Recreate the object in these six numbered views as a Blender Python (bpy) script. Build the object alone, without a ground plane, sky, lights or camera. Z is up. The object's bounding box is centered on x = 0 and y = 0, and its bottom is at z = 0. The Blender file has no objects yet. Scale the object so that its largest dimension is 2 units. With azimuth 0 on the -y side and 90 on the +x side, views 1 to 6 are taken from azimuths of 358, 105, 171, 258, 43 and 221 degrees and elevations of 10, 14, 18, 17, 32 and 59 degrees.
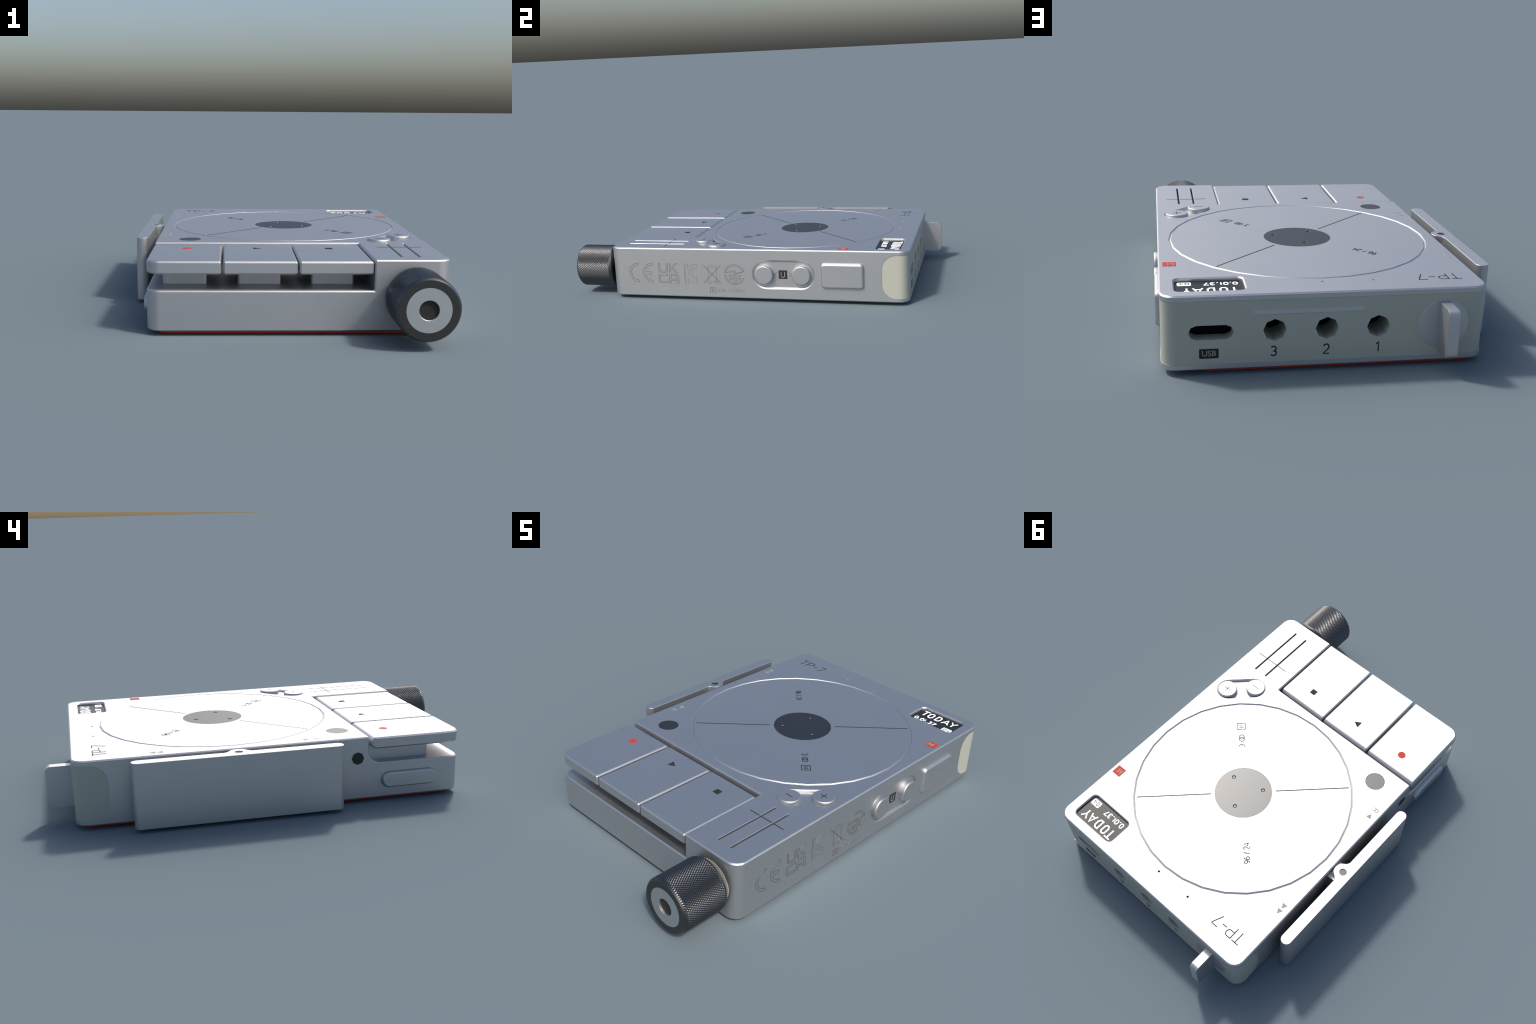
import bpy, bmesh, math
from math import sin, cos, pi, radians, hypot
from mathutils import Vector

# ------------------------------------------------------------------ sizes (metres)
X0, X1 = -0.538, 0.6152           # body left / right
Y0, Y1 = -0.7665, 0.8945           # body front / back
ZB, ZT = 0.0160, 0.2903           # body underside / deck
CORNER, CHAM = 0.052, 0.0052
ZC = 0.1535                       # mid height
DISC = (0.039, 0.2275)            # reel disc centre
WALL_X, WALL_Y, LEDGE = 0.3234, -0.3475, 0.1725   # key bay
KEY_TOP, KEY_BOT = 0.2843, 0.2342
GLASS = 0.2775

# ------------------------------------------------------------------ materials
def new_mat(name):
    m = bpy.data.materials.new(name)
    m.use_nodes = True
    nt = m.node_tree
    return m, nt, nt.nodes["Principled BSDF"]

def coords(nt):
    return nt.nodes.new("ShaderNodeTexCoord").outputs["Object"]

def noise(nt, vec, scale, detail=2.0, rough=0.5):
    n = nt.nodes.new("ShaderNodeTexNoise")
    n.inputs["Scale"].default_value = scale
    n.inputs["Detail"].default_value = detail
    n.inputs["Roughness"].default_value = rough
    nt.links.new(vec, n.inputs["Vector"])
    return n.outputs["Fac"]

def remap(nt, fac, a, b, lo=0.3, hi=0.7):
    r = nt.nodes.new("ShaderNodeMapRange")
    r.inputs["From Min"].default_value, r.inputs["From Max"].default_value = lo, hi
    r.inputs["To Min"].default_value, r.inputs["To Max"].default_value = a, b
    nt.links.new(fac, r.inputs["Value"])
    return r.outputs["Result"]

def mix_col(nt, fac, a, b):
    m = nt.nodes.new("ShaderNodeMix")
    m.data_type = 'RGBA'
    m.inputs["A"].default_value = (*a, 1)
    m.inputs["B"].default_value = (*b, 1)
    nt.links.new(fac, m.inputs["Factor"])
    return m.outputs["Result"]

def bump(nt, bsdf, height, strength, dist):
    b = nt.nodes.new("ShaderNodeBump")
    b.inputs["Strength"].default_value = strength
    b.inputs["Distance"].default_value = dist
    nt.links.new(height, b.inputs["Height"])
    nt.links.new(b.outputs["Normal"], bsdf.inputs["Normal"])

def metal(name, col, rough, grain=0.13, cloud=0.010, bump_s=0.75):
    """bead-blasted aluminium: fine speckle, faint cloudy handling marks"""
    m, nt, b = new_mat(name)
    v = coords(nt)
    fine = noise(nt, v, 300.0, 2.0, 0.7)
    soft = noise(nt, v, 9.0, 3.0, 0.55)
    c1 = tuple(c * (1 - grain) for c in col)
    c2 = tuple(c * (1 + grain) for c in col)
    nt.links.new(mix_col(nt, fine, c1, c2), b.inputs["Base Color"])
    nt.links.new(remap(nt, soft, rough - cloud, rough + cloud), b.inputs["Roughness"])
    b.inputs["Metallic"].default_value = 1.0
    bump(nt, b, fine, bump_s, 0.0006)
    return m

def paint(name, col, rough, spec=0.5, grain=0.02, scale=120.0, metallic=0.0):
    m, nt, b = new_mat(name)
    v = coords(nt)
    f = noise(nt, v, scale, 2.0)
    nt.links.new(mix_col(nt, f, tuple(c * (1 - grain) for c in col), tuple(c * (1 + grain) for c in col)),
                 b.inputs["Base Color"])
    b.inputs["Roughness"].default_value = rough
    b.inputs["Specular IOR Level"].default_value = spec
    b.inputs["Metallic"].default_value = metallic
    return m

ALU = metal("blasted_aluminium", (0.535, 0.543, 0.555), 0.51)
ALU_KNOB = metal("turned_aluminium", (0.525, 0.547, 0.562), 0.50)
BLACK_KNURL = paint("black_knurled_metal", (0.120, 0.122, 0.126), 0.30, metallic=1.0, grain=0.1)
BLACK_RING = paint("black_knob_face", (0.019, 0.021, 0.021), 0.5)
CREAM = paint("cream_plastic", (0.41, 0.415, 0.355), 0.45, spec=0.3, grain=0.01)
GLOSS = paint("black_gloss_inlay", (0.120, 0.122, 0.125), 0.45, metallic=1.0)
GLASS_M = paint("black_display_glass", (0.012, 0.013, 0.015), 0.48)
DARK = paint("dark_plastic", (0.018, 0.019, 0.020), 0.55)
HOLE = paint("black_socket", (0.004, 0.004, 0.004), 0.8, spec=0.1)
PRINT = paint("dark_print", (0.024, 0.024, 0.023), 0.75, spec=0.25)
ENGR = paint("engraved_line", (0.25, 0.245, 0.235), 0.55, metallic=1.0)
SLOT = paint("slot_gauze", (0.055, 0.055, 0.057), 0.6, grain=0.3, scale=420.0)
FAINT = paint("faint_engraved_line", (0.32, 0.315, 0.305), 0.55, metallic=1.0)
GREY = paint("pale_grey_print", (0.27, 0.265, 0.26), 0.6)
RED = paint("red_print", (0.47, 0.046, 0.028), 0.65, spec=0.3)
REDBASE = paint("red_base_plate", (0.58, 0.026, 0.010), 0.6)

def screen_mat():
    m, nt, b = new_mat("lit_display_pixels")
    b.inputs["Base Color"].default_value = (0.9, 0.9, 0.9, 1)
    b.inputs["Emission Color"].default_value = (1, 1, 1, 1)
    b.inputs["Emission Strength"].default_value = 0.9
    return m
PIXEL = screen_mat()

# ------------------------------------------------------------------ object helpers
COL = bpy.context.scene.collection
root = bpy.data.objects.new("audio_recorder", None)
COL.objects.link(root)
root["label"] = "silver pocket audio recorder with reel disc, keys and knurled knob"
root["category"] = "audio recorder"

def obj_from(name, verts, faces, mat=None, parent=root, smooth=True, angle=32):
    me = bpy.data.meshes.new(name)
    me.from_pydata([tuple(v) for v in verts], [], faces)
    me.update()
    bm = bmesh.new(); bm.from_mesh(me)
    bmesh.ops.recalc_face_normals(bm, faces=bm.faces)
    bm.to_mesh(me); bm.free()
    o = bpy.data.objects.new(name, me)
    COL.objects.link(o)
    if mat: me.materials.append(mat)
    o.parent = parent
    if smooth:
        finish(o, angle, weighted=False)
    return o

def finish(o, angle=32, weighted=True):
    me = o.data
    me.shade_smooth()
    me.set_sharp_from_angle(angle=radians(angle))
    if weighted:
        w = o.modifiers.new("w", 'WEIGHTED_NORMAL')
        w.keep_sharp = True
        w.weight = 50
        bake(o)

def bake(o):
    dg = bpy.context.evaluated_depsgraph_get()
    me = bpy.data.meshes.new_from_object(o.evaluated_get(dg), depsgraph=dg)
    old = o.data
    o.modifiers.clear()
    o.data = me
    me.name = o.name

def boolean(o, cutter, op='DIFFERENCE'):
    m = o.modifiers.new("b", 'BOOLEAN')
    m.operation, m.object, m.solver = op, cutter, 'EXACT'
    bake(o)
    bpy.data.objects.remove(cutter, do_unlink=True)

def bevel(o, width, seg=1, angle=40):
    m = o.modifiers.new("v", 'BEVEL')
    m.width, m.segments, m.limit_method, m.angle_limit = width, seg, 'ANGLE', radians(angle)
    m.use_clamp_overlap = False
    bake(o)

AX = {'z': lambda p, h: (p[0], p[1], h),      # outline (x, y), height along z
      'x': lambda p, h: (h, p[0], p[1]),      # outline (y, z), height along x
      'y': lambda p, h: (p[0], h, p[1])}      # outline (x, z), height along y

def loft(name, rings, axis='z', mat=None, parent=root, smooth=True, angle=32):
    """rings: list of (outline, height) with equal point counts; both ends capped"""
    n = len(rings[0][0])
    verts, faces = [], []
    for out, h in rings:
        verts += [AX[axis](p, h) for p in out]
    for k in range(len(rings) - 1):
        for i in range(n):
            j = (i + 1) % n
            faces.append((k * n + i, k * n + j, (k + 1) * n + j, (k + 1) * n + i))
    faces.append(tuple(range(n)))
    faces.append(tuple(range((len(rings) - 1) * n, len(rings) * n)))
    return obj_from(name, verts, faces, mat, parent, smooth, angle)

def rrect(x0, x1, y0, y1, r, seg=4, inset=0.0):
    x0 += inset; x1 -= inset; y0 += inset; y1 -= inset
    r = max(r - inset, 1e-4)
    pts = []
    for cx, cy, a in ((x1 - r, y1 - r, 0), (x0 + r, y1 - r, 90), (x0 + r, y0 + r, 180), (x1 - r, y0 + r, 270)):
        for i in range(seg + 1):
            t = radians(a + 90 * i / seg)
            pts.append((cx + r * cos(t), cy + r * sin(t)))
    return pts

def circ(cx, cy, r, n=32, phase=0.0):
    return [(cx + r * cos(2 * pi * i / n + phase), cy + r * sin(2 * pi * i / n + phase)) for i in range(n)]

def pill(ax, ay, bx, by, r, seg=12):
    t0 = math.atan2(by - ay, bx - ax)
    pts = [(bx + r * cos(t0 - pi / 2 + pi * i / seg), by + r * sin(t0 - pi / 2 + pi * i / seg)) for i in range(seg + 1)]
    pts += [(ax + r * cos(t0 + pi / 2 + pi * i / seg), ay + r * sin(t0 + pi / 2 + pi * i / seg)) for i in range(seg + 1)]
    return pts

def stroke_mesh(paths, w, axis, h, t, verts, faces, flip=1):
    """append ribbons (mitred polylines, width w) standing t proud of the plane at h"""
    for path in paths:
        closed = len(path) > 2 and hypot(path[0][0] - path[-1][0], path[0][1] - path[-1][1]) < 1e-6
        pts = path[:-1] if closed else path
        n = len(pts)
        left, right = [], []
        for i in range(n):
            p = Vector(pts[i])
            a = Vector(pts[(i - 1) % n]) if (closed or i > 0) else None
            b = Vector(pts[(i + 1) % n]) if (closed or i < n - 1) else None
            d1 = (p - a).normalized() if a is not None else None
            d2 = (b - p).normalized() if b is not None else None
            if d1 is None: d1 = d2
            if d2 is None: d2 = d1
            n1, n2 = Vector((-d1.y, d1.x)), Vector((-d2.y, d2.x))
            m = n1 + n2
            m = m.normalized() if m.length > 1e-6 else n1
            k = min(1.0 / max(m.dot(n1), 0.35), 1.45) * w / 2
            left.append(p + m * k); right.append(p - m * k)
        base = len(verts)
        for q in left + right: verts.append(AX[axis](q, h + t))
        for q in left + right: verts.append(AX[axis](q, h - abs(t) * 0.5 * (1 if t > 0 else -1)))
        m = 2 * n
        rng = range(n) if closed else range(n - 1)
        for i in rng:
            j = (i + 1) % n
            faces.append((base + i, base + j, base + n + j, base + n + i))
            faces.append((base + i, base + j, base + m + j, base + m + i))
            faces.append((base + n + i, base + n + j, base + m + n + j, base + m + n + i))
        if not closed:
            for i in (0, n - 1):
                faces.append((base + i, base + n + i, base + m + n + i, base + m + i))

def strokes(name, paths, w, axis, h, t, mat, parent=root):
    v, f = [], []
    stroke_mesh(paths, w, axis, h, t, v, f)
    return obj_from(name, v, f, mat, parent, smooth=False)

def plate(name, outline, axis, h, t, mat, parent=root, smooth=False):
    """thin printed / inlaid plate from h-|t|/2 to h+t"""
    return loft(name, [(outline, h - 0.5 * t), (outline, h + t)], axis, mat, parent, smooth)

def arc(cx, cy, rx, ry, a0, a1, n=10):
    return [(cx + rx * cos(radians(a0 + (a1 - a0) * i / n)), cy + ry * sin(radians(a0 + (a1 - a0) * i / n)))
            for i in range(n + 1)]

# single-line letters in a 1-high cell (x to the right, y up)
def glyph(c):
    G = {
        'T': ([[(0, 1), (.72, 1)], [(.36, 1), (.36, 0)]], .72),
        'P': ([[(0, 0), (0, 1)] + [(.34, 1)] + arc(.40, .72, .24, .28, 80, -80, 8) + [(.34, .44), (0, .44)]], .64),
        '-': ([[(0, .5), (.46, .5)]], .46),
        '7': ([[(0, 1), (.62, 1), (.60, .88), (.20, 0)]], .62),
        '0': ([[*arc(.29, .68, .29, .32, 0, 180, 8), *arc(.29, .32, .29, .32, 180, 360, 8), (.58, .68)]], .58),
        '1': ([[(.06, .78), (.30, 1), (.30, 0)]], .42),
        '2': ([[*arc(.29, .70, .27, .30, 160, -35, 10), (0, 0), (.58, 0)]], .58),
        '3': ([[*arc(.27, .74, .25, .26, 150, -85, 9), *arc(.27, .26, .28, .26, 80, -150, 9)]], .55),
        '4': ([[(.42, 0), (.42, 1), (0, .28), (.60, .28)]], .60),
        '6': ([[*arc(.30, .31, .28, .31, 0, 360, 14)], [(.02, .33), (.06, .62), (.20, .86), (.46, 1)]], .58),
        '8': ([[*arc(.28, .75, .24, .25, 0, 360, 12)], [*arc(.28, .26, .28, .26, 0, 360, 12)]], .56),
        '9': ([[*arc(.28, .69, .28, .31, 0, 360, 14)], [(.56, .67), (.52, .38), (.38, .14), (.12, 0)]], .58),
        '/': ([[(0, -.02), (.26, 1.02)]], .26),
        'M': ([[(0, 0), (0, 1), (.40, .25), (.80, 1), (.80, 0)]], .80),
        'R': ([[(0, 0), (0, 1), (.34, 1)] + arc(.38, .75, .24, .25, 80, -80, 7) + [(.34, .5), (0, .5)], [(.34, .5), (.64, 0)]], .64),
        'U': ([[(0, 1), (0, .30)] + arc(.33, .33, .33, .33, 180, 360, 8) + [(.66, 1)]], .66),
        'O': ([[(.18, 0), (.44, 0), (.62, .2), (.62, .8), (.44, 1), (.18, 1), (0, .8), (0, .2), (.18, 0)]], .62),
        'D': ([[(0, 0), (.40, 0), (.62, .25), (.62, .75), (.40, 1), (0, 1), (0, 0)]], .62),
        'A': ([[(0, 0), (.36, 1), (.72, 0)], [(.14, .30), (.58, .30)]], .72),
        'Y': ([[(0, 1), (.36, .48), (.72, 1)], [(.36, .48), (.36, 0)]], .72),
        '.': ([[(0, .02), (.02, .02)]], .02),
        ' ': ([], .28),
    }
    return G[c]

def word(s, height, gap=0.2, wx=1.0):
    """paths of a word starting at the origin, plus its width"""
    out, x = [], 0.0
    for c in s:
        paths, w = glyph(c)
        out += [[((x + px * wx) * height, py * height) for px, py in p] for p in paths]
        x += w * wx + gap
    return out, (x - gap) * height

def place(paths, ox, oy, ang=0.0, mirror=False):
    ca, sa = cos(ang), sin(ang)
    res = []
    for p in paths:
        q = [((-x if mirror else x), y) for x, y in p]
        res.append([(ox + x * ca - y * sa, oy + x * sa + y * ca) for x, y in q])
    return res

# ================================================================== BODY
body = loft("body", [(rrect(X0, X1, Y0, Y1, CORNER), ZB), (rrect(X0, X1, Y0, Y1, CORNER), ZT)], smooth=False)
# key bay: open to the front and the left, rounded where its wall meets the ledge
fr = 0.053
prof = [(-0.95, 0.5), (-0.95, LEDGE)] + \
       [(WALL_Y - fr + fr * sin(t), LEDGE + fr - fr * cos(t)) for t in [pi / 2 * i / 8 for i in range(9)]] + \
       [(WALL_Y, 0.5)]
boolean(body, loft("bay_cut", [(prof, -0.8), (prof, WALL_X)], 'x', smooth=False))
bevel(body, CHAM, 1, 40)
# seat of the cream end panel: a rounded tongue seen from the side, running right through
PZ0, PZ1, PY = 0.0380, 0.2695, 0.7535
pr = 0.075
tongue = [(1.1, PZ0), (1.1, PZ1)] + [(PY + pr + pr * cos(radians(90 + 9 * i)), PZ1 - pr + pr * sin(radians(90 + 9 * i))) for i in range(11)] + \
         [(PY + pr + pr * cos(radians(180 + 9 * i)), PZ0 + pr + pr * sin(radians(180 + 9 * i))) for i in range(11)]
boolean(body, loft("panel_cut", [(tongue, -0.9), (tongue, 0.9)], 'x', smooth=False))
# reel disc pocket (32-sided like the disc)
RD = 0.5315
boolean(body, loft("disc_cut", [(circ(*DISC, RD - .0040), .2800), (circ(*DISC, RD - .0040), .2853), (circ(*DISC, RD + .0014), .2907)], smooth=False))
# display pocket
SX0, SX1, SY0, SY1 = 0.3135, 0.5677, 0.7060, 0.8502
srr = lambda i: rrect(SX0, SX1, SY0, SY1, 0.026, 4, i)
boolean(body, loft("display_cut", [(srr(.005), .2745), (srr(.005), .2855), (srr(-.0003), .2908)], smooth=False))
# volume recess
VP, VM = (0.5244, -0.1696), (0.4215, -0.2745)
pA, pB = (0.4290, -0.2680), (0.5215, -0.1745)
boolean(body, loft("volume_cut", [(pill(*pA, *pB, .053), .2785), (pill(*pA, *pB, .0545), .2855), (pill(*pA, *pB, .0625), .2908)], smooth=False))
# rocker-pair recess on the right side
rp = lambda r: pill(0.1322, 0.1535, 0.3190, 0.1535, r)
boolean(body, loft("recess_cut", [(rp(.0715), .6055), (rp(.0735), .6110), (rp(.0815), .6157)], 'x', smooth=False))
# two slots, two microphone holes, small inlay seat, left dark-plate seat and left button seat
for sx in (0.508, 0.438):
    o = lambda i: rrect(sx - .0058, sx + .0058, -0.6960, -0.3650, .0025, 1, i)
    boolean(body, loft("slot_cut", [(o(.0014), .258), (o(.0014), .2885), (o(-.0002), .2907)], smooth=False))
for mx in (0.041, -0.145):
    boolean(body, loft("mic_cut", [(circ(mx, .790, .0045, 8), .270), (circ(mx, .790, .0045, 8), .2865), (circ(mx, .790, .0062, 8), .2906)], smooth=False))
boolean(body, loft("inlay_cut", [(circ(-.3956, -.2492, .0480, 16, pi / 16), .284), (circ(-.3956, -.2492, .0480, 16, pi / 16), .30)], smooth=False))
boolean(body, loft("octagon_cut", [(circ(-.2966, .1988, .0275, 8), -.70), (circ(-.2966, .1988, .0275, 8), -.532)], 'x', smooth=False))
LP = lambda r: pill(-0.6185, .0942, -0.4380, .0942, r)
boolean(body, loft("button_cut", [(LP(.0352), -.70), (LP(.0352), -.534)], 'x', smooth=False))
body.data.materials.clear(); body.data.materials.append(ALU)
finish(body, 30)

# slot floors, microphone floors, inlays
for i, sx in enumerate((0.508, 0.438)):
    o = rrect(sx - .0043, sx + .0043, -0.6943, -0.3667, .0015, 1)
    loft("slot_mesh", [(o, .2585), (o, .2660)], mat=SLOT, smooth=False)
for mx in (0.041, -0.145):
    loft("microphone", [(circ(mx, .790, .0044, 8), .2705), (circ(mx, .790, .0044, 8), .2760)], mat=HOLE, smooth=False)
c = (-.3956, -.2492)
loft("sensor_window", [(circ(*c, .0474, 16, pi / 16), .2845), (circ(*c, .0474, 16, pi / 16), .2885), (circ(*c, .0462, 16, pi / 16), .2897)], mat=GLOSS, angle=20)
loft("dark_octagon_plate", [(circ(-.2966, .1988, .0272, 8), -.5325), (circ(-.2966, .1988, .0272, 8), -.5395)], 'x', DARK, smooth=False)  # near-flush dark plate standing in for an open hole

# ================================================================== RED BASE PLATE
loft("base_plate", [(rrect(-.501, .487, -.732, .866, .04, 5), 0.0), (rrect(-.501, .487, -.732, .866, .04, 5), .0165)], mat=REDBASE)

# ================================================================== CREAM END PANEL
d = 0.0018
panel = loft("end_panel", [(rrect(X0, X1, Y0, Y1, CORNER, 4, d), .02), (rrect(X0, X1, Y0, Y1, CORNER, 4, d), .28)], smooth=False)
tg = [(min(y, 1.1), z) for y, z in tongue]
boolean(panel, loft("tongue", [(tg, -.9), (tg, .9)], 'x', smooth=False), 'INTERSECT')
YP = Y1 - d
JX = (0.2228, 0.0398, -0.1427)
JZ = 0.1552
JD = 0.125
for jx in JX:
    boolean(panel, loft("jack_cut", [(circ(jx, JZ, .0408, 8), YP - JD), (circ(jx, JZ, .0408, 8), 1.0)], 'y', smooth=False))
usb = [(.4926 + .0270 * cos(radians(-90 + 45 * i)), .1544 + .0266 * sin(radians(-90 + 45 * i))) for i in range(5)] + \
      [(.3920 + .0270 * cos(radians(90 + 45 * i)), .1544 + .0266 * sin(radians(90 + 45 * i))) for i in range(5)]
boolean(panel, loft("usb_cut", [(usb, YP - .055), (usb, 1.0)], 'y', smooth=False))
panel.data.materials.clear(); panel.data.materials.append(CREAM)
finish(panel, 30)
for jx in JX:
    loft("jack_socket", [(circ(jx, JZ, .0402, 8), YP - JD + .0005), (circ(jx, JZ, .0402, 8), YP - JD + .004)], 'y', HOLE, smooth=False)
uo = [((x - .4423) * .98 + .4423, (z - .1544) * .98 + .1544) for x, z in usb]
loft("usb_socket", [(uo, YP - .0545), (uo, YP - .051)], 'y', HOLE, smooth=False)
# silver label bar above the jacks
bo = lambda i: rrect(-.0906, .2978, .2145, .2320, .0070, 5, i)
loft("label_bar", [(bo(0), YP - .004), (bo(0), YP + .0008), (bo(.0008), YP + .0014)], 'y', ALU)

# ================================================================== BACK LEVER
lever = loft("mode_lever", [(circ(-.3783, .1537, .0908, 40), YP - .01), (circ(-.3783, .1537, .0908, 40), YP + .0008), (circ(-.3783, .1537, .0898, 40), YP + .0016)], 'y', ALU)
blade_o = [(.87, .061), (.87, .240)] + arc(.978, .218, .022, .022, 90, 0, 6) + arc(.978, .083, .022, .022, 0, -90, 6)
blade = loft("lever_blade", [(blade_o, -.3990), (blade_o, -.3585)], 'x', ALU, lever, smooth=False)
bevel(blade, .0018, 2, 50)
finish(blade, 35)

# ================================================================== REEL DISC
reel = loft("reel_disc", [(circ(*DISC, RD - .0046), .2802), (circ(*DISC, RD - .0046), .2853), (circ(*DISC, RD - .0098), ZT)], smooth=False)
RH = 0.1386
boolean(reel, loft("hub_cut", [(circ(*DISC, RH, 64), .2845), (circ(*DISC, RH, 64), .30)], smooth=False))
reel.data.materials.clear(); reel.data.materials.append(ALU)
finish(reel, 30)
hub = loft("reel_hub", [(circ(*DISC, RH - .0006, 64), .2847), (circ(*DISC, RH - .0006, 64), .2890), (circ(*DISC, RH - .0018, 64), .2899)], mat=None, smooth=False)
SCREWS = ((0.1328, 0.1952), (-0.0231, 0.1548), (0.0185, 0.3092))
for sx, sy in SCREWS:
    boolean(hub, loft("screw_cut", [(circ(sx, sy, .0085, 12), .2855), (circ(sx, sy, .0085, 12), .2875), (circ(sx, sy, .0108, 12), .2906)], smooth=False))
hub.data.materials.clear(); hub.data.materials.append(GLOSS)
finish(hub, 40)
for sx, sy in SCREWS:
    loft("hub_screw", [(circ(sx, sy, .0076, 12), .2857), (circ(sx, sy, .0074, 12), .2874), (circ(sx, sy, .0058, 12), .2880)], mat=GLOSS, parent=hub, angle=15)

P = 0.0006
s2 = math.sqrt(0.5)
for sgn in (1, -1):
    strokes("reel_line", [[(DISC[0] + sgn * r * s2, DISC[1] + sgn * r * s2) for r in (.157, .5125)]], .0046, 'z', ZT, P, PRINT, reel)
A45 = radians(-45)
w, L = word("96 / 24", .0275, .16, .9)
strokes("reel_print", place(w, -.1940 - L * s2 / 2 - .0137 * s2, .4535 + L * s2 / 2 - .0137 * s2, A45), .0037, 'z', ZT, P, PRINT, reel)
w, L = word("3", .026, .2)
strokes("reel_print", place(place(w, -L / 2, -.013), .2283, .0352, A45), .0037, 'z', ZT, P, PRINT, reel)
ring = [[(x, y) for x, y in circ(-.0068, 0, .0127, 18)], [(x, y) for x, y in circ(.0068, 0, .0127, 18)]]
ring = [p + [p[0]] for p in ring]
strokes("reel_print", place(ring, .2603, .0030, A45), .0037, 'z', ZT, P, PRINT, reel)
box = [(-.0198, -.0198), (.0198, -.0198), (.0198, .0198), (-.0198, .0198), (-.0198, -.0198)]
mw, L = word("M", .0215, .2)
mw = place(mw, -L / 2, -.01075)
strokes("reel_print", place([box] + mw, .3110, -.0472, A45), .0037, 'z', ZT, P, PRINT, reel)

# ================================================================== DISPLAY
disp = loft("display", [(srr(.0054), .2750), (srr(.0054), GLASS)], mat=GLASS_M, smooth=False)
PX = .0005
w, L = word("T", .0465); w = place(w, .3385, .7855)
allp = list(w)
for ch, ox, ww in (("O", .3800, .0230), ("D", .4245, .0225), ("A", .4645, .0330), ("Y", .5035, .0320)):
    g, wd = glyph(ch)
    allp += [[(ox + x / wd * ww, .7860 + y * .0440) for x, y in p] for p in g]
strokes("display_text", allp, .0067, 'z', GLASS, PX, PIXEL, disp)
tp = []
for ch, ox, ww in (("0", .3395, .0140), (".", .3625, .001), ("0", .3725, .0140), ("1", .3935, .006), (".", .4095, .001), ("3", .4190, .0150), ("7", .4400, .0165)):
    g, wd = glyph(ch)
    if ch == '1': g = [[(.5, 0), (.5, 1)]]; wd = 1
    if ch == '.': g = [[(-2.5, .04), (2.5, .04)]]; wd = 1
    tp += [[(ox + x / wd * ww, .7320 + y * .0240) for x, y in p] for p in g]
strokes("display_text", tp, .0047, 'z', GLASS, PX, PIXEL, disp)
plate("display_badge", rrect(.5020, .5512, .7232, .7562, .0055, 3), 'z', GLASS, PX, PIXEL, disp)
tp = []
for ch, ox, ww in (("0", .5105, .0120), ("4", .5290, .0150)):
    g, wd = glyph(ch)
    tp += [[(ox + x / wd * ww, .7290 + y * .0198) for x, y in p] for p in g]
strokes("display_text", tp, .0040, 'z', GLASS + PX, PX, GLASS_M, disp)

# ================================================================== VOLUME BUTTONS
def round_button(name, centre, r_base, r_top, h0, h1, axis, parent=root, n=20, mat=ALU):
    rings = [(circ(*centre, r_base, n), h0)]
    s = 1 if h1 > h0 else -1
    e = 0.0075
    rings.append((circ(*centre, r_base, n), h1 - s * e))
    for i in range(1, 5):
        t = pi / 2 * i / 4
        rings.append((circ(*centre, r_top + (r_base - r_top) * cos(t), n), h1 - s * e + s * e * sin(t)))
    return loft(name, rings, axis, mat, parent, angle=60)
b1 = round_button("volume_button", VP, .0505, .0455, .277, .2993, 'z')
b2 = round_button("volume_button", VM, .0505, .0455, .277, .2993, 'z')
for b in (b1, b2): finish(b, 60)
strokes("plus_sign", [[(VP[0] - .0183, VP[1]), (VP[0] + .0183, VP[1])], [(VP[0], VP[1] - .0190), (VP[0], VP[1] + .0190)]], .0034, 'z', .2993, P, PRINT, b1)
strokes("minus_sign", [[(VM[0] - .0205, VM[1]), (VM[0] + .0205, VM[1])]], .0034, 'z', .2993, P, PRINT, b2)

# ================================================================== KEYS
def key(x0, x1, rounded):
    bm = bmesh.new()
    vs = [bm.verts.new((x, y, z)) for z in (KEY_BOT, KEY_TOP) for x, y in ((x0, Y0), (x1, Y0), (x1, -.3600), (x0, -.3600))]
    for f in ((3, 2, 1, 0), (4, 5, 6, 7), (0, 1, 5, 4), (1, 2, 6, 5), (2, 3, 7, 6), (3, 0, 4, 7)):
        bm.faces.new([vs[i] for i in f])
    if rounded:
        e = [e for e in bm.edges if all(abs(v.co.x - x0) < 1e-5 and abs(v.co.y - Y0) < 1e-5 for v in e.verts)]
        bmesh.ops.bevel(bm, geom=e, offset=CORNER, segments=4, profile=.5, affect='EDGES', clamp_overlap=False)
    e = [e for e in bm.edges if all(abs(v.co.y + .3600) < 1e-5 for v in e.verts) and abs(e.verts[0].co.z - e.verts[1].co.z) < 1e-5]
    bmesh.ops.bevel(bm, geom=e, offset=.0215, segments=7, profile=.5, affect='EDGES', clamp_overlap=False)
    me = bpy.data.meshes.new("transport_key"); bm.to_mesh(me); bm.free()
    o = bpy.data.objects.new("transport_key", me); COL.objects.link(o); o.parent = root
    bevel(o, .0062, 1, 35)
    o.data.materials.clear(); o.data.materials.append(ALU)
    finish(o, 30)
    return o
KX = ((X0, -.2562), (-.2470, .0322), (.0395, .3193))
keys = []
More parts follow.
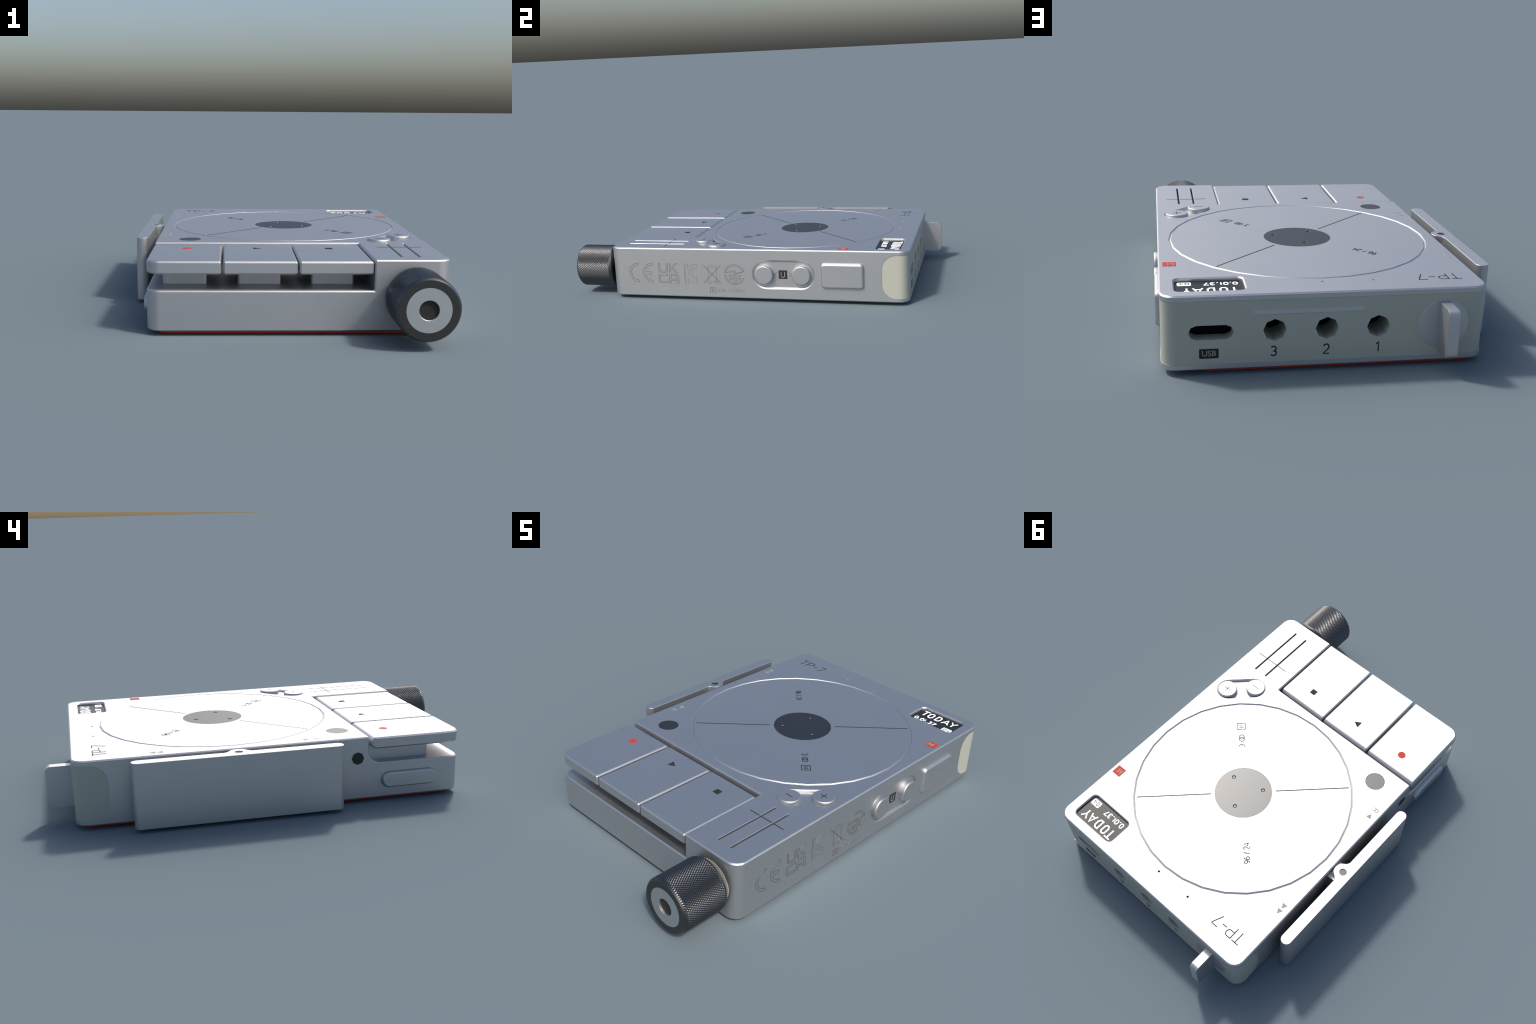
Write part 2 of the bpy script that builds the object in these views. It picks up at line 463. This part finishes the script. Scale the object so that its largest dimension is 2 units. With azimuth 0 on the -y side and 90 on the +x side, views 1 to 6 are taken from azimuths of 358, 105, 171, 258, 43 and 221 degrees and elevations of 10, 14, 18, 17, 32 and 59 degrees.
for i, (a, b) in enumerate(KX):
    k = key(a, b, i == 0)
    keys.append(k)
    m = (a + b) / 2 if i else -.3975
    so = rrect(m - .0865, m + .0865, -.638, -.356, .012, 4)
    st = loft("key_stem", [(so, LEDGE + .0005), (so, KEY_BOT + .004)], mat=ALU, parent=k)
    finish(st, 35)
plate("record_symbol", circ(-.3975, -.4615, .0192, 32), 'z', KEY_TOP, P, RED, keys[0])
plate("play_symbol", [(-.0948, -.4610), (-.1277, -.4415), (-.1277, -.4805)], 'z', KEY_TOP, P, PRINT, keys[1])
plate("stop_symbol", [(.1666, -.4772), (.1968, -.4772), (.1968, -.4470), (.1666, -.4470)], 'z', KEY_TOP, P, PRINT, keys[2])

# ================================================================== SIDE ROCKER (left)
def rocker_outline(i=0.0):
    ox, ix, ya, yb, r = -.6314 + i, -.5810 - i, -.2105 + i, .6650 - i, .0256 - i
    cx = (ox + ix) / 2
    pts = arc(cx, ya + r, r, r, 180, 360, 10)
    hub = [(-.5810, .058), (-.5775, .0500), (-.5710, .0415), (-.5610, .0345), (-.5510, .0265), (-.5455, .0150), (-.5434, 0)]
    hs = [(x - i, dy) for x, dy in hub]
    pts += [(x, .2274 - dy) for x, dy in hs] + [(x, .2274 + dy) for x, dy in reversed(hs[:-1])]
    pts += arc(cx, yb - r, r, r, 0, 180, 10)
    return pts
def slab_outline(i=0.0):
    return [p for p in rocker_outline(i) if p[0] <= -.5810 - i + 1e-6]
RZ0, RZ1 = .0128, .2885
rk = loft("side_rocker", [(slab_outline(.0012), RZ0), (slab_outline(), RZ0 + .0012), (slab_outline(), RZ1 - .0012), (slab_outline(.0012), RZ1)], smooth=False)
for za, zb in ((.2525, RZ1), (RZ0, .052)):      # pivot lobes at the top and bottom only
    boolean(rk, loft("lobe", [(rocker_outline(.0012), za), (rocker_outline(), za + .0012), (rocker_outline(), zb - .0012), (rocker_outline(.0012), zb)], smooth=False), 'UNION')
hc = circ(-.5868, .2274, .0178, 12)
boolean(rk, loft("pin_cut", [(hc, .278), (hc, .30)], smooth=False))
rk.data.materials.clear(); rk.data.materials.append(ALU)
finish(rk, 32)
loft("rocker_pin", [(circ(-.5868, .2274, .0174, 12), .2785), (circ(-.5868, .2274, .0174, 12), .2855)], mat=GLOSS, parent=rk, smooth=False)
po = [(-.600, .185), (-.575, .185), (-.535, .180), (-.535, .277), (-.575, .272), (-.600, .272)]
loft("rocker_bracket", [(po, .048), (po, .2515)], mat=ALU, smooth=False)

# ================================================================== LEFT PILL BUTTON
lb = loft("side_button", [(LP(.0342), -.5345), (LP(.0342), -.5450), (LP(.0325), -.5500), (LP(.0295), -.5545), (LP(.0262), -.5570)], 'x', ALU, smooth=False)
finish(lb, 45)

# ================================================================== RIGHT SIDE BUTTONS
for cy in (.1212, .3260):
    b = round_button("marker_button", (cy, .1527), .0515, .0455, .604, .6312, 'x')
    finish(b, 60)
ro = lambda i: rrect(.4335, .6610, .0860, .2220, .020, 5, i)
rb = loft("memo_button", [(ro(-.0012), .612), (ro(-.0010), .6175), (ro(.0008), .6225), (ro(.0040), .6275), (ro(.0078), .6298), (ro(.0118), .6308)], 'x', ALU, smooth=False)
finish(rb, 60)
FX = .6055
lab = plate("user_label", [(.2000, .1290), (.2472, .1290), (.2472, .1762), (.2000, .1762)], 'x', FX, P, PRINT)
w, L = word("U", .0300)
strokes("user_letter", place(w, .2236 - L / 2, .1376), .0040, 'x', FX + P, P, GREY, lab)
strokes("arrow_mark", [[(.1905, .1650), (.1770, .1527), (.1905, .1400)]], .0024, 'x', FX, P, ENGR)
strokes("arrow_mark", [[(.2580, .1650), (.2715, .1527), (.2580, .1400)]], .0024, 'x', FX, P, ENGR)

# ================================================================== ENGRAVED MARKS (right side): outlines in (y, z)
def closed(p): return p + [p[0]]
MK = []
MK.append(closed(arc(-.6045, .1496, .0555, .0548, 90, 270, 14) + arc(-.6045, .1496, .0440, .0435, 270, 90, 14)))
ai = math.degrees(math.asin(.0078 / .0435))
MK.append(closed(arc(-.5220, .1496, .0550, .0548, 90, 270, 14) + arc(-.5220, .1496, .0435, .0435, 270, 180 + ai, 8) +
                 [(-.5310, .1418), (-.5310, .1574)] + arc(-.5220, .1496, .0435, .0435, 180 - ai, 90, 8)))
# U
MK.append(closed([(-.4840, .2040), (-.4840, .1660)] + arc(-.4720, .1660, .0120, .0115, 180, 270, 4) + arc(-.4445, .1660, .0120, .0115, 270, 360, 4) +
                 [(-.4325, .2050), (-.4400, .2050), (-.4400, .1660)] + arc(-.4450, .1662, .0050, .0045, 0, -90, 3) + arc(-.4715, .1662, .0050, .0045, 270, 180, 3) + [(-.4765, .2040)]))
# K
MK.append(closed([(-.4215, .2042), (-.4215, .1545), (-.4138, .1545), (-.4138, .1715), (-.4070, .1780), (-.3863, .1545), (-.3725, .1545),
                  (-.4020, .1830), (-.3715, .2055), (-.3865, .2050), (-.4138, .1840), (-.4138, .2042)]))
# C
MK.append(closed([(-.4338, .1452), (-.4760, .1445)] + arc(-.4755, .1330, .0115, .0115, 90, 180, 4) + arc(-.4755, .1050, .0115, .0115, 180, 270, 4) +
                 [(-.4350, .0935), (-.4350, .1020), (-.4750, .1018)] + arc(-.4745, .1068, .0045, .0045, 270, 180, 3) + arc(-.4745, .1312, .0045, .0045, 180, 90, 3) + [(-.4338, .1366)]))
# A with its window
MK.append(closed([(-.4255, .0930)] + arc(-.4100, .1290, .0150, .0155, 180, 90, 4) + arc(-.3850, .1290, .0150, .0155, 90, 0, 4) +
                 [(-.3700, .0930), (-.3815, .0930), (-.3815, .1085), (-.4140, .1085), (-.4140, .0930)]))
MK.append(closed([(-.4140, .1160)] + arc(-.4070, .1290, .0070, .0075, 180, 90, 3) + arc(-.3880, .1290, .0070, .0075, 90, 0, 3) + [(-.3810, .1160)]))
strokes("conformity_mark", MK, .0022, 'x', X1, P, ENGR)
KC = []
KC.append(closed([(-.3335, .2042), (-.3335, .0950), (-.3120, .0945), (-.3165, .1205)] + [(-.3000, .1080), (-.2830, .0985), (-.2643, .0950), (-.2640, .1330)] +
                 arc(-.2660, .1550, .0225, .0225, 265, 95, 8) + [(-.2620, .1800), (-.2613, .2040), (-.2800, .2005), (-.2990, .1920), (-.3160, .1808), (-.3127, .2042)]))
KC.append(arc(-.2630, .1527, .0455, .0300, 100, 260, 10))
KC.append([(-.3265, .2000), (-.3275, .1000)])
strokes("conformity_mark", KC, .0016, 'x', X1, P, FAINT)
strokes("waste_bin_cross", [[(-.2260, .2012), (-.1218, .0968)], [(-.1218, .2006), (-.2258, .0965)]], .0026, 'x', X1, P, ENGR)
BN = [closed([(-.1990, .1800), (-.1470, .1800), (-.1440, .1900)] + arc(-.1720, .1900, .0290, .0075, 0, 180, 8)),
      [(-.1940, .1930), (-.1490, .1930)],
      [(-.1975, .1800), (-.1935, .1080)], [(-.1470, .1800), (-.1500, .1160)],
      closed([(-.1950, .1100), (-.1830, .1100), (-.1830, .0950), (-.1950, .0950)]), [(-.1830, .1060), (-.1600, .1060)],
      closed(circ(-.1500, .1060, .0125, 12)), closed(circ(-.1500, .1060, .0070, 10))]
strokes("waste_bin_mark", BN, .0016, 'x', X1, P, FAINT)
gy, gz, gr = -.0450, .1500, .0575
GT = [closed(arc(gy, gz, gr, gr, 12, 172, 18) + [(-.0420, .1750), (-.0400, .1560), (.0110, .1690)]),
      closed([(-.0945, .1610)] + arc(gy, gz, gr - .008, gr - .008, 160, 30, 14) + [(.0010, .1650), (-.0475, .1500), (-.0490, .1660)]),
      closed(arc(gy, gz, gr, gr, 182, 340, 16) + arc(gy, gz, gr - .008, gr - .008, 332, 190, 14)),
      closed([(-.0750, .1445), (-.0136, .1445), (-.0136, .1365), (-.0750, .1365)]),
      closed([(-.0730, .1290), (-.0140, .1290), (-.0140, .1200), (-.0385, .1200), (-.0385, .1050), (-.0500, .1050), (-.0500, .1200), (-.0730, .1200)])]
strokes("conformity_mark", GT, .0020, 'x', X1, P, ENGR)
w, L = word("R", .0180)
strokes("registration_box", [closed([(-.1900, .0440), (-.1580, .0440), (-.1580, .0738), (-.1900, .0738)])] + place(w, -.1740 - L / 2, .0498), .0022, 'x', X1, P, ENGR)
w, L = word("018-230031", .0170, .38)
k = .152 / L
strokes("registration_number", [[(-.1460 + x * k, .0500 + y) for x, y in p] for p in w], .0014, 'x', X1, P, FAINT)

# ================================================================== DECK PRINT
w, L = word("TP-7", .0560, .185, .95)
k = .1590 / L
strokes("model_print", [[(-.4682 + x * k, .7482 + y) for x, y in p] for p in w], .0041, 'z', ZT, P, PRINT)
for ya in (.5550, .5235):
    plate("forward_symbol", [(-.5090, ya), (-.4825, ya), (-.4958, ya + .0252)], 'z', ZT, P, GREY)
plate("reverse_symbol", [(-.5097, -.0702), (-.4836, -.0702), (-.4960, -.0955)], 'z', ZT, P, GREY)
w, L = word("R", .0275)
strokes("reverse_letter", [[(-.4830 - y, -.1330 + x) for x, y in p] for p in w], .0032, 'z', ZT, P, GREY)
strokes("slot_mark", [[(.3792, -.4608), (.4322, -.4608)], [(.4438, -.4608), (.5022, -.4608)], [(.5138, -.4608), (.5657, -.4608)]], .0042, 'z', ZT, P, PRINT)
mp = plate("memory_label", [(.5490, .5235), (.5980, .5235), (.5980, .5722), (.5490, .5722)], 'z', ZT, P, RED)
w, L = word("M", .0255)
strokes("memory_letter", place(w, .5735 - .0150, .5350), .0062, 'z', ZT + P, P, GREY, mp)

# ================================================================== PANEL PRINT (facing +y, so x runs to the left)
def text_mesh(name, s, size, cx, cz, h, mat, parent=root, bold=0.0):
    cu = bpy.data.curves.new(name, 'FONT')
    cu.body, cu.size, cu.align_x, cu.align_y = s, size, 'CENTER', 'CENTER'
    cu.offset, cu.extrude = bold, 0.0004
    t = bpy.data.objects.new(name, cu); COL.objects.link(t)
    dg = bpy.context.evaluated_depsgraph_get()
    me = bpy.data.meshes.new_from_object(t.evaluated_get(dg), depsgraph=dg)
    bpy.data.objects.remove(t, do_unlink=True)
    for v in me.vertices:
        x, y, z = v.co
        v.co = (cx - x, h + z, cz + y)
    me.materials.clear(); me.materials.append(mat)
    o = bpy.data.objects.new(name, me); COL.objects.link(o); o.parent = parent
    return o
for n, jx in zip("321", (.2268, .0412, -.1428)):
    w, L = word(n, .0350)
    strokes("jack_number", place(w, jx + L / 2, .0600, mirror=True), .0048, 'y', YP, P, PRINT)
ul = plate("usb_label", rrect(.4170, .4838, .0597, .0953, .0035, 3), 'y', YP, P, PRINT)
text_mesh("usb_letters", "USB", .0290, .4504, .0775, YP + P + .0002, GREY, ul, .0004)

# ================================================================== KNURLED KNOB (axis along y)
KXc, KZc = .4776, .1520
def kring(r, n): return circ(KXc, KZc, r, n)
def knurled():
    """diamond knurl: two crossed families of helical grooves pressed into the barrel"""
    na, nl = 76, 24
    ya, yb, r = -.9870, -.8010, .1184
    sub = 6
    n, m = na * sub, nl * sub
    verts, faces = [], []
    tri = lambda u: abs((u % 1.0) * 2 - 1)
    prof = [(.1090, -1.0), (.1100, -.9990), (.1160, -.9915)]
    rows = []
    for rr, y in prof: rows.append((y, rr, 0.0))
    for j in range(m + 1):
        y = ya + (yb - ya) * j / m
        rows.append((y, r, 1.0))
    rows += [(-.7990, .1168, 0.0), (-.7900, .1140, 0.0), (-.7865, .1080, 0.0)]
    for y, rr, kn in rows:
        v = (y - ya) / (yb - ya) * nl
        for i in range(n):
            u = i / sub
            h = min(tri(u + v * .5), tri(u - v * .5))
            q = rr - kn * .0030 * (1 - h)
            a = 2 * pi * i / n
            verts.append((KXc + q * cos(a), y, KZc + q * sin(a)))
    for k in range(len(rows) - 1):
        for i in range(n):
            j = (i + 1) % n
            faces.append((k * n + i, k * n + j, (k + 1) * n + j, (k + 1) * n + i))
    faces.append(tuple(range((len(rows) - 1) * n, len(rows) * n)))
    # front face: annulus down to the silver insert seat
    base = len(verts)
    for i in range(n):
        a = 2 * pi * i / n
        verts.append((KXc + .0822 * cos(a), -1.0, KZc + .0822 * sin(a)))
    for i in range(n):
        a = 2 * pi * i / n
        verts.append((KXc + .0822 * cos(a), -.990, KZc + .0822 * sin(a)))
    for i in range(n):
        j = (i + 1) % n
        faces.append((i, j, base + j, base + i))
        faces.append((base + i, base + j, base + n + j, base + n + i))
    faces.append(tuple(range(base + n, base + 2 * n)))
    o = obj_from("knob", verts, faces, BLACK_KNURL, root, smooth=False)
    o.data.materials.append(BLACK_RING)
    for p in o.data.polygons:
        if all(o.data.vertices[v].co.y < -.9988 for v in p.vertices): p.material_index = 1
    finish(o, 24, weighted=False)
    return o
knob = knurled()
def ring_tube(name, r_out, r_in, y_front, y_back, n, mat, parent, ch=.0015):
    rings = [(kring(r_in, n), y_back), (kring(r_in, n), y_front + ch), (kring(r_in + ch, n), y_front), (kring(r_out, n), y_front), (kring(r_out, n), y_back)]
    verts, faces = [], []
    for o, h in rings: verts += [AX['y'](p, h) for p in o]
    m = len(rings)
    for k in range(m):
        for i in range(n):
            j = (i + 1) % n; k2 = (k + 1) % m
            faces.append((k * n + i, k * n + j, k2 * n + j, k2 * n + i))
    return obj_from(name, verts, faces, mat, parent)
ring_tube("knob_insert", .0817, .0358, -.9996, -.9905, 48, ALU_KNOB, knob)
# dark bore floor, a little in from the face
loft("knob_bore", [(kring(.0372, 32), -.9906), (kring(.0372, 32), -.9880)], 'y', PRINT, knob, smooth=False)
loft("knob_hub", [(kring(.042, 32), -.790), (kring(.042, 32), -.762)], 'y', HOLE, knob)
loft("knob_washer", [(kring(.0960, 48), -.7671), (kring(.0960, 48), -.7600)], 'y', CREAM, root)
